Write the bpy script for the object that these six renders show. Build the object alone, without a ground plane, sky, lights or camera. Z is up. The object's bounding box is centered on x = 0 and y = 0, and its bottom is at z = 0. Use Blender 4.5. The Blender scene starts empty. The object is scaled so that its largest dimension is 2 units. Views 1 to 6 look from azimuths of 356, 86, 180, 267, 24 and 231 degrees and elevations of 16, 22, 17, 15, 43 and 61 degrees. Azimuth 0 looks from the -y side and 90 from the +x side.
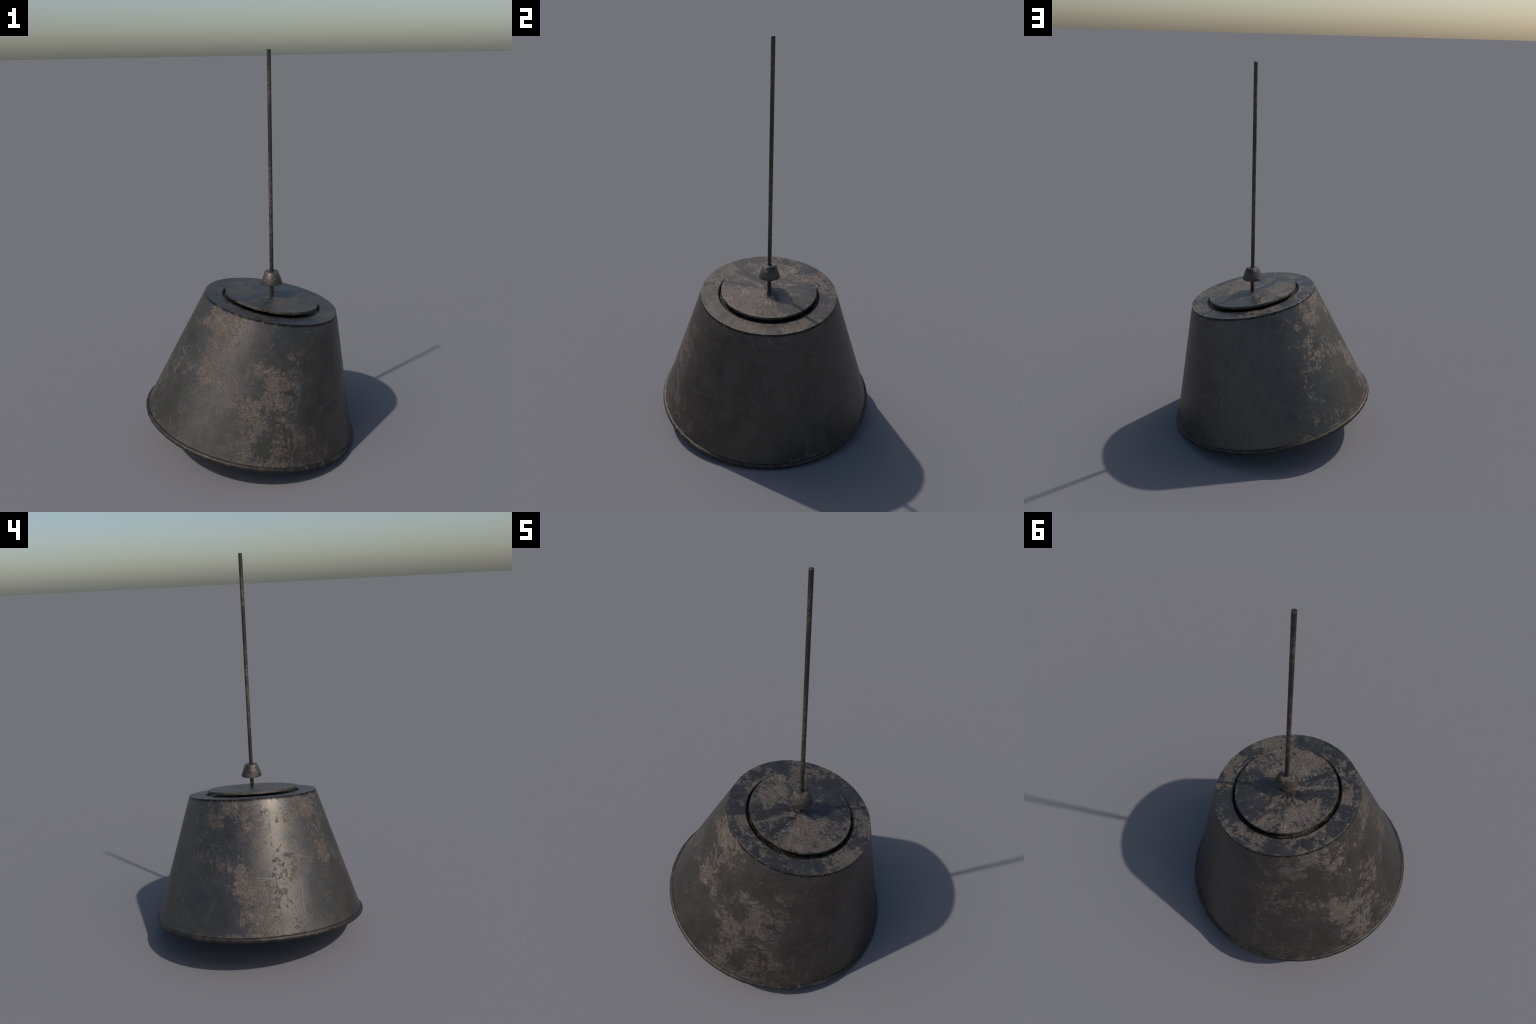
"""Weathered steel pendant lamp: a tilted cone shade with a rolled rim, a flat top
plate with a raised cover disc, a straight cord and a small conical cord cap."""
import bpy, bmesh, math, random
from mathutils import Vector, Matrix

random.seed(7)

# ------------------------------------------------------------------ dimensions
TILT = math.radians(10.6)              # the shade leans towards +x
TOP = Vector((0.1204, 0.0, 0.7562))    # centre of the shade's top plate
R_TOP, R_BASE, DEPTH = 0.3430, 0.5497, 0.645
WALL = 0.007
R_DISC, DISC_TOP, DISC_THICK = 0.241, 0.0222, 0.0132
R_WELL = 0.2585                        # mouth of the well the disc sits in
BEAD, BEAD_DROP = 0.0127, 0.6533       # rolled rim
CORD_X, CORD_R, CORD_TOP = 0.1252, 0.0099, 2.0
SEG = 48                               # facets of the rolled sheet rim
FRAME = Matrix.Translation(TOP) @ Matrix.Rotation(TILT, 4, 'Y')


def cone_radius(z):
    return R_TOP + (R_BASE - R_TOP) * (-z / DEPTH)


# ------------------------------------------------------------------ mesh helpers
def lathe(name, profile, segments, closed=False, smooth_angle=35.0):
    """Revolve (radius, z) points about z; radius 0 makes a pole."""
    bm = bmesh.new()
    rings = []
    for r, z in profile:
        if r < 1e-6:
            rings.append([bm.verts.new((0, 0, z))])
        else:
            rings.append([bm.verts.new((r * math.cos(2 * math.pi * i / segments),
                                        r * math.sin(2 * math.pi * i / segments), z))
                          for i in range(segments)])
    pairs = list(zip(rings, rings[1:]))
    if closed:
        pairs.append((rings[-1], rings[0]))
    for a, b in pairs:
        for i in range(segments):
            j = (i + 1) % segments
            if len(a) == 1 and len(b) == 1:
                continue
            if len(a) == 1:
                bm.faces.new((a[0], b[j], b[i]))
            elif len(b) == 1:
                bm.faces.new((a[i], a[j], b[0]))
            else:
                bm.faces.new((a[i], a[j], b[j], b[i]))
    bmesh.ops.recalc_face_normals(bm, faces=bm.faces)
    me = bpy.data.meshes.new(name)
    bm.to_mesh(me)
    bm.free()
    me.set_sharp_from_angle(angle=math.radians(smooth_angle))
    for p in me.polygons:
        p.use_smooth = abs(p.normal.z) < 0.999      # flat plates stay flat
    ob = bpy.data.objects.new(name, me)
    bpy.context.collection.objects.link(ob)
    return ob


# ------------------------------------------------------------------ node helpers
class Nodes:
    def __init__(self, name):
        self.mat = bpy.data.materials.new(name)
        self.mat.use_nodes = True
        self.t = self.mat.node_tree
        self.t.nodes.clear()

    def new(self, kind, **props):
        n = self.t.nodes.new(kind)
        for k, v in props.items():
            setattr(n, k, v)
        return n

    def put(self, socket, value):
        if isinstance(value, bpy.types.NodeSocket):
            self.t.links.new(value, socket)
        elif value is not None:
            socket.default_value = value

    def math(self, op, a, b=None, c=None, clamp=False):
        n = self.new('ShaderNodeMath', operation=op, use_clamp=clamp)
        for s, v in zip(n.inputs, (a, b, c)):
            self.put(s, v)
        return n.outputs[0]

    def vec(self, op, a, b=None, scale=None):
        n = self.new('ShaderNodeVectorMath', operation=op)
        self.put(n.inputs[0], a)
        if b is not None:
            self.put(n.inputs[1], b)
        if scale is not None:
            self.put(n.inputs['Scale'], scale)
        return n.outputs['Value'] if op in ('DOT_PRODUCT', 'DISTANCE', 'LENGTH') else n.outputs[0]

    def ramp(self, v, lo, hi, a=0.0, b=1.0, smooth=True):
        n = self.new('ShaderNodeMapRange', clamp=True,
                     interpolation_type='SMOOTHSTEP' if smooth else 'LINEAR')
        for s, x in zip(n.inputs, (v, lo, hi, a, b)):
            self.put(s, x)
        return n.outputs[0]

    def noise(self, vector, scale, detail=4.0, rough=0.55, lac=2.0, distort=0.0):
        n = self.new('ShaderNodeTexNoise')
        self.put(n.inputs['Vector'], vector)
        for k, v in (('Scale', scale), ('Detail', detail), ('Roughness', rough),
                     ('Lacunarity', lac), ('Distortion', distort)):
            n.inputs[k].default_value = v
        return n.outputs['Fac']

    def mix(self, fac, a, b):
        n = self.new('ShaderNodeMix', data_type='RGBA')
        self.put(n.inputs[0], fac)
        for s, v in ((n.inputs[6], a), (n.inputs[7], b)):
            self.put(s, v if isinstance(v, bpy.types.NodeSocket) else (*v, 1.0))
        return n.outputs[2]


def blob_sum(k, pos, blobs):
    """Sum of soft round spots, each (centre, radius, strength)."""
    total = None
    for centre, radius, strength in blobs:
        d = k.vec('DISTANCE', pos, tuple(centre))
        s = k.ramp(d, 1.35 * radius, 0.0, 0.0, strength)
        total = s if total is None else k.math('ADD', total, s)
    return total


def segment_distance(k, uv, segments):
    """Distance from the point uv to the nearest of many straight scratches."""
    best = None
    for a, b in segments:
        A = Vector((a[0], a[1], 0.0))
        d = Vector((b[0], b[1], 0.0)) - A
        pa = k.vec('SUBTRACT', uv, tuple(A))
        t = k.math('ADD', k.vec('DOT_PRODUCT', pa, tuple(d / d.length_squared)), 0.0, clamp=True)
        dist = k.vec('DISTANCE', pa, k.vec('SCALE', tuple(d), scale=t))
        best = dist if best is None else k.math('MINIMUM', best, dist)
    return best


STEEL_DARK, STEEL_LIGHT = (0.075, 0.0685, 0.061), (0.122, 0.111, 0.099)
RUST_BROWN, RUST_PALE, RUST_RED = (0.140, 0.112, 0.091), (0.230, 0.196, 0.167), (0.142, 0.102, 0.080)
PIT = (0.035, 0.031, 0.028)
SCRATCH = (0.23, 0.24, 0.26)


def weathered_metal(name, bias=0.0, rust=(), clean=(), scratches=(), unroll=False,
                    edge=None, grain=1.0, loose_scratches=0.5, rough_at=0.395, dark=1.0):
    """Dark steel with patchy rust. rust / clean: soft spots that steer the patches."""
    k = Nodes(name)
    tc = k.new('ShaderNodeTexCoord')
    pos = tc.outputs['Object']
    sep = k.new('ShaderNodeSeparateXYZ')
    k.put(sep.inputs[0], pos)
    x, y, z = sep.outputs

    # --- where rust sits
    broad = k.noise(pos, 4.5 * grain, 3.0, 0.5)
    ragged = k.noise(pos, 14.0 * grain, 12.0, 0.76)
    speck = k.noise(pos, 48.0 * grain, 8.0, 0.75)
    level = k.math('MULTIPLY_ADD', k.math('SUBTRACT', broad, 0.5), 0.8, bias)
    level = k.math('MULTIPLY_ADD', k.math('SUBTRACT', ragged, 0.5), 2.9, level)
    level = k.math('MULTIPLY_ADD', k.math('SUBTRACT', speck, 0.5), 2.2, level)
    if rust:
        # spots are wobbled so that their outline never reads as round
        wobble = k.new('ShaderNodeTexNoise')
        k.put(wobble.inputs['Vector'], pos)
        wobble.inputs['Scale'].default_value = 9.0
        wobble.inputs['Detail'].default_value = 5.0
        bent = k.vec('ADD', pos, k.vec('SCALE', k.vec('SUBTRACT', wobble.outputs['Color'], (0.5, 0.5, 0.5)), scale=0.16))
        level = k.math('MULTIPLY_ADD', blob_sum(k, bent, rust), 0.74, level)
    if clean:
        level = k.math('MULTIPLY_ADD', blob_sum(k, bent, clean), -0.72, level)
    if edge == 'shade':
        # a thin rusty line where the wall meets the rolled rim
        foot = k.ramp(z, -DEPTH + 0.035, -DEPTH + 0.004, 0.0, 0.30)
        level = k.math('ADD', level, foot)
    rusty = k.ramp(level, -0.13, 0.30)
    # loose grains scattered round the patches, and bare grains inside them
    grains = k.noise(pos, 105.0 * grain, 3.0, 0.6)
    outside = k.math('MULTIPLY', k.ramp(grains, 0.57, 0.66), k.ramp(level, -0.55, -0.12))
    inside = k.math('MULTIPLY', k.ramp(grains, 0.43, 0.34), k.ramp(level, 0.75, 0.15))
    rusty = k.math('MAXIMUM', rusty, k.math('MULTIPLY', outside, 0.8))
    rusty = k.math('MULTIPLY', rusty, k.math('MULTIPLY_ADD', inside, -0.8, 1.0))

    # --- steel colour: cloudy, finely brushed
    cloud = k.noise(pos, 9.0 * grain, 6.0, 0.6)
    fine = k.noise(pos, 150.0 * grain, 3.0, 0.6)
    s = k.math('MULTIPLY_ADD', k.math('SUBTRACT', fine, 0.5), 0.7, k.math('MULTIPLY_ADD', cloud, 0.6, 0.2))
    steel = k.mix(k.ramp(s, 0.30, 0.72), tuple(c * dark for c in STEEL_DARK), tuple(c * dark for c in STEEL_LIGHT))
    # faint dusty haze of tiny brown flecks on the otherwise clean steel
    fleck = k.math('MULTIPLY', k.ramp(k.noise(pos, 95.0 * grain, 4.0, 0.7), 0.54, 0.70),
                   k.ramp(k.noise(pos, 6.0 * grain, 4.0, 0.6), 0.42, 0.62))
    steel = k.mix(k.math('MULTIPLY', fleck, 0.7), steel, RUST_BROWN)
    haze = k.noise(pos, 20.0 * grain, 8.0, 0.75)
    steel = k.mix(k.ramp(haze, 0.44, 0.66, 0.0, 0.5), steel, (0.125, 0.104, 0.090))

    # --- rust colour: brown with pale crusts and redder grains
    tone = k.noise(pos, 26.0 * grain, 8.0, 0.7)
    crust = k.noise(pos, 120.0 * grain, 4.0, 0.7)
    r = k.mix(k.ramp(k.noise(pos, 15.0 * grain, 5.0, 0.6), 0.52, 0.70), RUST_BROWN, RUST_RED)
    pale = k.math('MULTIPLY_ADD', k.math('SUBTRACT', crust, 0.5), 1.1, tone)
    r = k.mix(k.ramp(pale, 0.46, 0.80), r, RUST_PALE)
    pit = k.ramp(k.math('MULTIPLY_ADD', k.math('SUBTRACT', crust, 0.5), -0.8, tone), 0.40, 0.25)
    r = k.mix(k.math('MULTIPLY', pit, 0.6), r, PIT)
    colour = k.mix(rusty, steel, r)

    # --- scratches
    breakup = k.ramp(k.noise(pos, 28.0, 5.0, 0.7), 0.36, 0.62)
    vor = k.new('ShaderNodeTexVoronoi', feature='DISTANCE_TO_EDGE')
    k.put(vor.inputs['Vector'], pos)
    vor.inputs['Scale'].default_value = 4.2 * grain
    loose = k.ramp(vor.outputs['Distance'], 0.0065 * grain, 0.002 * grain)
    loose = k.math('MULTIPLY', loose, k.ramp(k.noise(pos, 5.5 * grain, 2.0, 0.5), 0.50, 0.64))
    mark = k.math('MULTIPLY', loose, loose_scratches)
    if scratches:
        if unroll:
            ang = k.math('ARCTAN2', k.math('MULTIPLY', y, -1.0), k.math('MULTIPLY', x, -1.0))
            comb = k.new('ShaderNodeCombineXYZ')
            k.put(comb.inputs[0], k.math('MULTIPLY', ang, 0.45))
            k.put(comb.inputs[1], z)
            uv = comb.outputs[0]
        else:
            uv = k.vec('MULTIPLY', pos, (1.0, 1.0, 0.0))
        wob = k.new('ShaderNodeTexNoise')
        k.put(wob.inputs['Vector'], pos)
        wob.inputs['Scale'].default_value = 14.0
        uv = k.vec('ADD', uv, k.vec('SCALE', k.vec('SUBTRACT', wob.outputs['Color'], (0.5, 0.5, 0.5)), scale=0.006))
        d = segment_distance(k, uv, scratches)
        mark = k.math('MAXIMUM', mark, k.ramp(d, 0.0024, 0.0007, 0.0, 0.7 if unroll else 1.0))
    mark = k.math('MULTIPLY', mark, breakup)
    colour = k.mix(k.math('MULTIPLY', mark, 0.7), colour, SCRATCH)

    seam_height = None
    if edge == 'shade':
        # a broken dark band just under the folded top edge
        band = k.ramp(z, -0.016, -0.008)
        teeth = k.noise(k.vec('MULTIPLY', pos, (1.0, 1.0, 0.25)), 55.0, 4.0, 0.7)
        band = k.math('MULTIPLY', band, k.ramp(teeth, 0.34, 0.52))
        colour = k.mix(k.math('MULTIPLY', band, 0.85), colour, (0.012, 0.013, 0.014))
        # the lapped seam of the rolled sheet, down the -x side
        az = k.math('ARCTAN2', y, k.math('MULTIPLY', x, -1.0))
        across = k.math('ABSOLUTE', k.math('SUBTRACT', az, math.radians(-8.0)))
        seam = k.ramp(across, 0.0055, 0.0015)
        seam = k.math('MULTIPLY', seam, k.ramp(k.noise(pos, 24.0, 3.0, 0.6), 0.38, 0.62, 0.15, 1.0))
        colour = k.mix(k.math('MULTIPLY', seam, 0.38), colour, (0.016, 0.015, 0.014))
        seam_height = seam

        # and the crease shadow, drawn as a thin black line above the rim
        tuck = k.ramp(z, -DEPTH + 0.0065, -DEPTH + 0.0035)
        colour = k.mix(k.math('MULTIPLY', tuck, 0.75), colour, (0.012, 0.013, 0.014))
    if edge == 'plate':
        # occlusion shading painted into the well round the disc, crisp at its mouth
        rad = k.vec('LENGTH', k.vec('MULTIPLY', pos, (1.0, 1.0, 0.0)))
        well_shade = k.ramp(rad, R_WELL + 0.0006, R_WELL - 0.0012)
        well_shade = k.math('MULTIPLY', well_shade, k.ramp(k.noise(pos, 60.0, 4.0, 0.6), 0.3, 0.7, 0.90, 0.55))
        well_shade = k.math('MULTIPLY', well_shade, k.math('MULTIPLY_ADD', mark, -0.8, 1.0))
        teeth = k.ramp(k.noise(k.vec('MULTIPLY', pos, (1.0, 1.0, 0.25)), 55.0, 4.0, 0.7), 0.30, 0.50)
        dark_edge = k.math('MULTIPLY', k.ramp(rad, R_TOP - 0.0012, R_TOP - 0.0002), k.math('MULTIPLY', teeth, 0.85))
        colour = k.mix(k.math('MAXIMUM', well_shade, dark_edge), colour, (0.014, 0.014, 0.015))

    # --- relief: pitted crust in the rust, fine tooth elsewhere
    tooth = k.noise(pos, 190.0, 4.0, 0.65)
    lumps = k.noise(pos, 75.0, 3.0, 0.6)
    relief = k.math('MULTIPLY_ADD', k.math('SUBTRACT', tooth, 0.5), 1.2,
                    k.math('MULTIPLY', k.math('SUBTRACT', lumps, 0.5), 1.1))
    relief = k.math('MULTIPLY', relief, k.math('MULTIPLY_ADD', k.ramp(level, 0.0, 0.22), 0.96, 0.04))
    relief = k.math('ADD', relief, k.math('MULTIPLY', fine, 0.015))
    if seam_height is not None:
        relief = k.math('SUBTRACT', relief, k.math('MULTIPLY', seam_height, 0.15))
    bump = k.new('ShaderNodeBump')
    bump.inputs['Strength'].default_value = 0.6
    bump.inputs['Distance'].default_value = 0.008
    k.put(bump.inputs['Height'], relief)

    rough = k.math('ADD', k.ramp(cloud, 0.3, 0.7, rough_at - 0.03, rough_at + 0.05), k.math('MULTIPLY', rusty, 0.08))
    rough = k.math('MULTIPLY_ADD', k.math('SUBTRACT', fine, 0.5), 0.12, rough)

    bsdf = k.new('ShaderNodeBsdfPrincipled')
    k.put(bsdf.inputs['Base Color'], colour)
    k.put(bsdf.inputs['Roughness'], rough)
    k.put(bsdf.inputs['Metallic'], k.ramp(rusty, 0.0, 1.0, 0.85, 0.72, smooth=False))
    k.put(bsdf.inputs['Normal'], bump.outputs[0])
    out = k.new('ShaderNodeOutputMaterial')
    k.put(out.inputs[0], bsdf.outputs[0])
    return k.mat


# ------------------------------------------------------------------ wear layout
def on_wall(deg, z):
    a, r = math.radians(deg), cone_radius(z)
    return (r * math.cos(a), r * math.sin(a), z)


# (azimuth in the shade's own frame, drop below the top plate, radius, strength)
WALL_RUST = [
    (-143, -0.05, 0.10, .40), (-119, -0.10, 0.13, .36), (-165, -0.35, 0.08, .25), (-164, -0.61, 0.08, .40),
    (-109, -0.33, 0.11, .48), (-86, -0.28, 0.10, .45), (-76, -0.16, 0.10, .35), (-55, -0.10, 0.09, .20),
    (-84, -0.36, 0.12, .45), (-98, -0.42, 0.10, .45), (-98, -0.55, 0.12, .60), (-80, -0.55, 0.12, .60),
    (-69, -0.52, 0.10, .45), (-68, -0.21, 0.09, .30), (-126, -0.31, 0.08, .32),
    (147, -0.04, 0.12, .60), (130, -0.12, 0.10, .18), (148, -0.22, 0.11, .26), (138, -0.33, 0.10, .16),
    (172, -0.13, 0.11, .45), (171, -0.385, 0.10, .55), (-180, -0.53, 0.14, .85), (168, -0.40, 0.09, .30),
    (155, -0.33, 0.07, .20), (-164, -0.33, 0.08, .35), (-129, -0.30, 0.11, .40), (-133, -0.22, 0.09, .40),
    (-134, -0.08, 0.11, .40), (148, -0.54, 0.09, .15), (-179, -0.04, 0.09, .40), (-162, -0.12, 0.07, .25),
    (120, -0.34, 0.12, .16), (110, -0.37, 0.10, .08), (135, -0.29, 0.10, .18), (-158, -0.51, 0.05, .15),
    (173, -0.60, 0.08, .30)]
WALL_CLEAN = [
    (-124, -0.51, 0.14, .55), (-117, -0.23, 0.08, .25), (-58, -0.33, 0.10, .20), (163, -0.55, 0.07, .35),
    (140, -0.47, 0.09, .25), (-175, -0.30, 0.08, .25), (-148, -0.46, 0.12, .45), (161, -0.13, 0.06, .35),
    (132, -0.46, 0.10, .25), (-65, -0.40, 0.09, .25), (-96, -0.30, 0.05, .30), (-140, -0.20, 0.06, .20),
    (155, -0.43, 0.08, .35), (-173, -0.17, 0.07, .30), (-85, -0.15, 0.06, .20), (-45, -0.45, 0.16, .30)]
WALL_SCRATCHES = [
    ((133, -0.052), (179, -0.030)), ((169, -0.394), (188, -0.379)), ((200, -0.282), (234, -0.346)),
    ((206, -0.208), (201, -0.608)), ((151, -0.270), (158, -0.191)), ((184, -0.505), (181, -0.570)),
    ((228, -0.324), (240, -0.349)), ((257, -0.308), (263, -0.299)), ((273, -0.216), (289, -0.219)),
    ((287, -0.039), (306, -0.033)), ((299, -0.407), (313, -0.386)), ((203, -0.290), (217, -0.159)),
    ((280, -0.445), (280, -0.499)), ((347, -0.342), (351, -0.176)), ((351, -0.126), (357, -0.336)),
    ((307, -0.390), (323, -0.362)), ((323, -0.362), (343, -0.316)), ((321, -0.480), (323, -0.364)),
    ((327, -0.161), (331, -0.309)), ((311, -0.557), (312, -0.471)), ((31, -0.438), (31, -0.532)),
    ((61, -0.279), (94, -0.355)), ((64, -0.208), (62, -0.588)), ((73, -0.173), (77, -0.114)),
    ((152, -0.224), (134, -0.205)), ((130, -0.415), (148, -0.429)), ((80, -0.217), (86, -0.249)),
    ((185, -0.482), (182, -0.553)), ((174, -0.376), (184, -0.376))]
# (x, y, radius, strength) on the top, in the shade's own frame
TOP_CLEAN = [
    (0.166, -0.261, 0.09, .55), (0.294, 0.019, 0.08, .40), (0.075, 0.075, 0.08, .40), (0.108, 0.165, 0.09, .55),  # third spot: rust cut back to darken the disc where the cap's shadow falls
    (0.05, 0.235, 0.09, .55), (0.137, 0.266, 0.09, .60), (-0.218, 0.208, 0.07, .55), (-0.305, -0.04, 0.07, .50),
    (-0.282, -0.169, 0.06, .45), (0.033, -0.300, 0.08, .45), (0.025, 0.166, 0.07, .40), (-0.135, -0.138, 0.05, .22),
    (-0.159, -0.26, 0.07, .40), (-0.292, 0.08, 0.05, .30), (0.20, -0.06, 0.05, .30), (0.294, -0.03, 0.05, .30)]
TOP_RUST = [
    (0.278, -0.121, 0.08, .30), (0.301, 0.103, 0.07, .35), (-0.162, 0.04, 0.10, .30), (-0.03, 0.29, 0.06, .30),
    (-0.228, -0.20, 0.05, .25), (-0.08, -0.30, 0.07, .20), (0.09, -0.16, 0.08, .25)]
DISC_SCRATCHES = [
    ((0.236, 0.030), (0.055, 0.104)), ((0.070, -0.150), (-0.014, -0.112)), ((-0.017, -0.040), (-0.021, -0.186)),
    ((-0.066, -0.192), (-0.138, -0.082)), ((-0.167, 0.160), (-0.160, 0.038)), ((-0.173, 0.021), (-0.235, 0.004)),
    ((-0.080, -0.044), (-0.071, -0.091)), ((-0.180, 0.182), (-0.152, 0.107)), ((0.019, 0.179), (0.054, 0.137)),
    ((0.037, -0.134), (-0.023, -0.110)), ((-0.028, -0.193), (-0.024, -0.035))]
PLATE_SCRATCHES = [
    ((-0.057, -0.241), (-0.195, -0.275)), ((-0.229, -0.057), (-0.271, -0.099)), ((0.036, -0.294), (0.020, -0.240)),
    ((0.165, 0.287), (0.118, 0.290)), ((-0.213, 0.074), (-0.240, 0.096)), ((0.012, -0.235), (0.049, -0.320)),
    ((-0.326, -0.096), (-0.229, -0.072)), ((0.309, -0.109), (0.307, -0.055)), ((0.062, 0.265), (0.049, 0.311))]


def unrolled(seg):
    return [(math.radians(a - 180) * 0.45, z) for a, z in seg]


wall_rust = [(on_wall(a, z), r, s) for a, z, r, s in WALL_RUST]
wall_clean = [(on_wall(a, z), r, s) for a, z, r, s in WALL_CLEAN]
top_rust = [((x, y, 0.0), r, s) for x, y, r, s in TOP_RUST]
top_clean = [((x, y, 0.0), r, 0.72 * s) for x, y, r, s in TOP_CLEAN]

mat_wall = weathered_metal('weathered_steel_wall', -0.27, wall_rust, wall_clean,
                           [unrolled(s) for s in WALL_SCRATCHES], unroll=True, edge='shade')
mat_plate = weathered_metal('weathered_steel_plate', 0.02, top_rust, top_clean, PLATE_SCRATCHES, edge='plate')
mat_disc = weathered_metal('weathered_steel_disc', 0.05, top_rust, top_clean, DISC_SCRATCHES)
mat_rim = weathered_metal('weathered_steel_rim', -0.36, rough_at=0.56, dark=0.48, loose_scratches=0.9, grain=1.6)
mat_cord = weathered_metal('weathered_steel_cord', -0.12, dark=0.75, grain=2.0, loose_scratches=0.7,
                           rust=[((0, 0, h), 0.13, .35) for h in (1.17, 1.32, 1.86)],
                           clean=[((0, 0, h), 0.12, .40) for h in (0.99, 1.63, 1.98)])
mat_cap = weathered_metal('weathered_steel_cap', -0.05, dark=0.85, grain=2.0, loose_scratches=0.4)

# ------------------------------------------------------------------ build
lamp = bpy.data.objects.new('hanging_lamp', None)
bpy.context.collection.objects.link(lamp)
lamp['label'] = 'rusty dark steel cone pendant lamp, tilted, on a straight cord'
lamp['category'] = 'pendant lamp'


def part(ob, mat, matrix=Matrix.Identity(4)):
    ob.data.materials.append(mat)
    ob.matrix_world = matrix
    ob.parent = lamp
    return ob


PLATE_T = 0.006
WELL = 0.013                           # depth of the well under the disc
# shade wall: sheet with an outer and an inner face
wall_profile = [(R_TOP, -PLATE_T)]
wall_profile += [(cone_radius(-DEPTH * t), -DEPTH * t) for t in [i / 16 for i in range(1, 17)]]
wall_profile += [(R_BASE - WALL, -DEPTH - 0.002)]
wall_profile += [(cone_radius(-DEPTH * t) - WALL, -DEPTH * t) for t in [i / 16 for i in range(15, 0, -1)]]
wall_profile += [(R_TOP - WALL, -PLATE_T - 0.003)]
part(lathe('shade', wall_profile, SEG, closed=True), mat_wall, FRAME)

# top plate: flat ring that rolls over into a shallow well under the disc
lip = []
for i in range(0, 9):
    a = math.radians(10 * i)
    lip.append((R_WELL - 0.0105 * math.sin(a), -WELL * (1 - math.cos(a))))
plate_profile = [(R_TOP - 0.004, -PLATE_T - 0.002), (R_TOP + 0.0003, -PLATE_T), (R_TOP + 0.0002, -0.0008),
                 (R_TOP - 0.0007, 0.0), (0.30, 0.0)] + lip
plate_profile += [(0.2478, -WELL), (0.0, -WELL), (0.0, -WELL - 0.006), (0.254, -WELL - 0.006), (0.262, -PLATE_T)]
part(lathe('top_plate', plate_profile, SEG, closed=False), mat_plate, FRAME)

# raised cover disc, threaded on the cord just above the well floor
disc_profile = [(0.0, DISC_TOP)] + [(r, DISC_TOP) for r in (0.012, 0.04, 0.08, 0.12, 0.16, 0.20)]
disc_profile += [(R_DISC - 0.0015, DISC_TOP), (R_DISC - 0.0003, DISC_TOP - 0.0005),
                (R_DISC, DISC_TOP - 0.0018), (R_DISC, DISC_TOP - DISC_THICK + 0.001),
                (R_DISC - 0.001, DISC_TOP - DISC_THICK), (0.0, DISC_TOP - DISC_THICK)]
part(lathe('cover_disc', disc_profile, SEG), mat_disc, FRAME)

# rolled rim bead, coarse facets as in sheet work
bead = [(R_BASE + BEAD * math.cos(2 * math.pi * i / 12), -BEAD_DROP + BEAD * math.sin(2 * math.pi * i / 12))
        for i in range(12)]
part(lathe('rolled_rim', bead, SEG, closed=True, smooth_angle=50), mat_rim, FRAME)

# cord, straight up
CORD = Matrix.Translation((CORD_X, 0.0, 0.0))
cord_profile = [(0.0, 0.740), (CORD_R, 0.740)] + [(CORD_R, 0.765 + 0.1 * i) for i in range(1, 13)]
cord_profile += [(CORD_R, CORD_TOP - 0.0008), (CORD_R - 0.0008, CORD_TOP), (0.0, CORD_TOP)]
part(lathe('cord', cord_profile, 16), mat_cord, CORD)

# small cone cap threaded on the cord, open below
cap_profile = [(CORD_R - 0.001, 0.9095), (0.0325, 0.9095), (0.0342, 0.9082), (0.0550, 0.8485), (0.0548, 0.8462),
               (0.0530, 0.8450), (0.0300, 0.8450), (CORD_R - 0.001, 0.8450)]
part(lathe('cord_cap', cap_profile, 32), mat_cap, CORD)

# ------------------------------------------------------------------ rest on the ground
bpy.context.view_layer.update()
low = min((o.matrix_world @ v.co).z for o in lamp.children for v in o.data.vertices)
print('lowest point', round(low, 5))
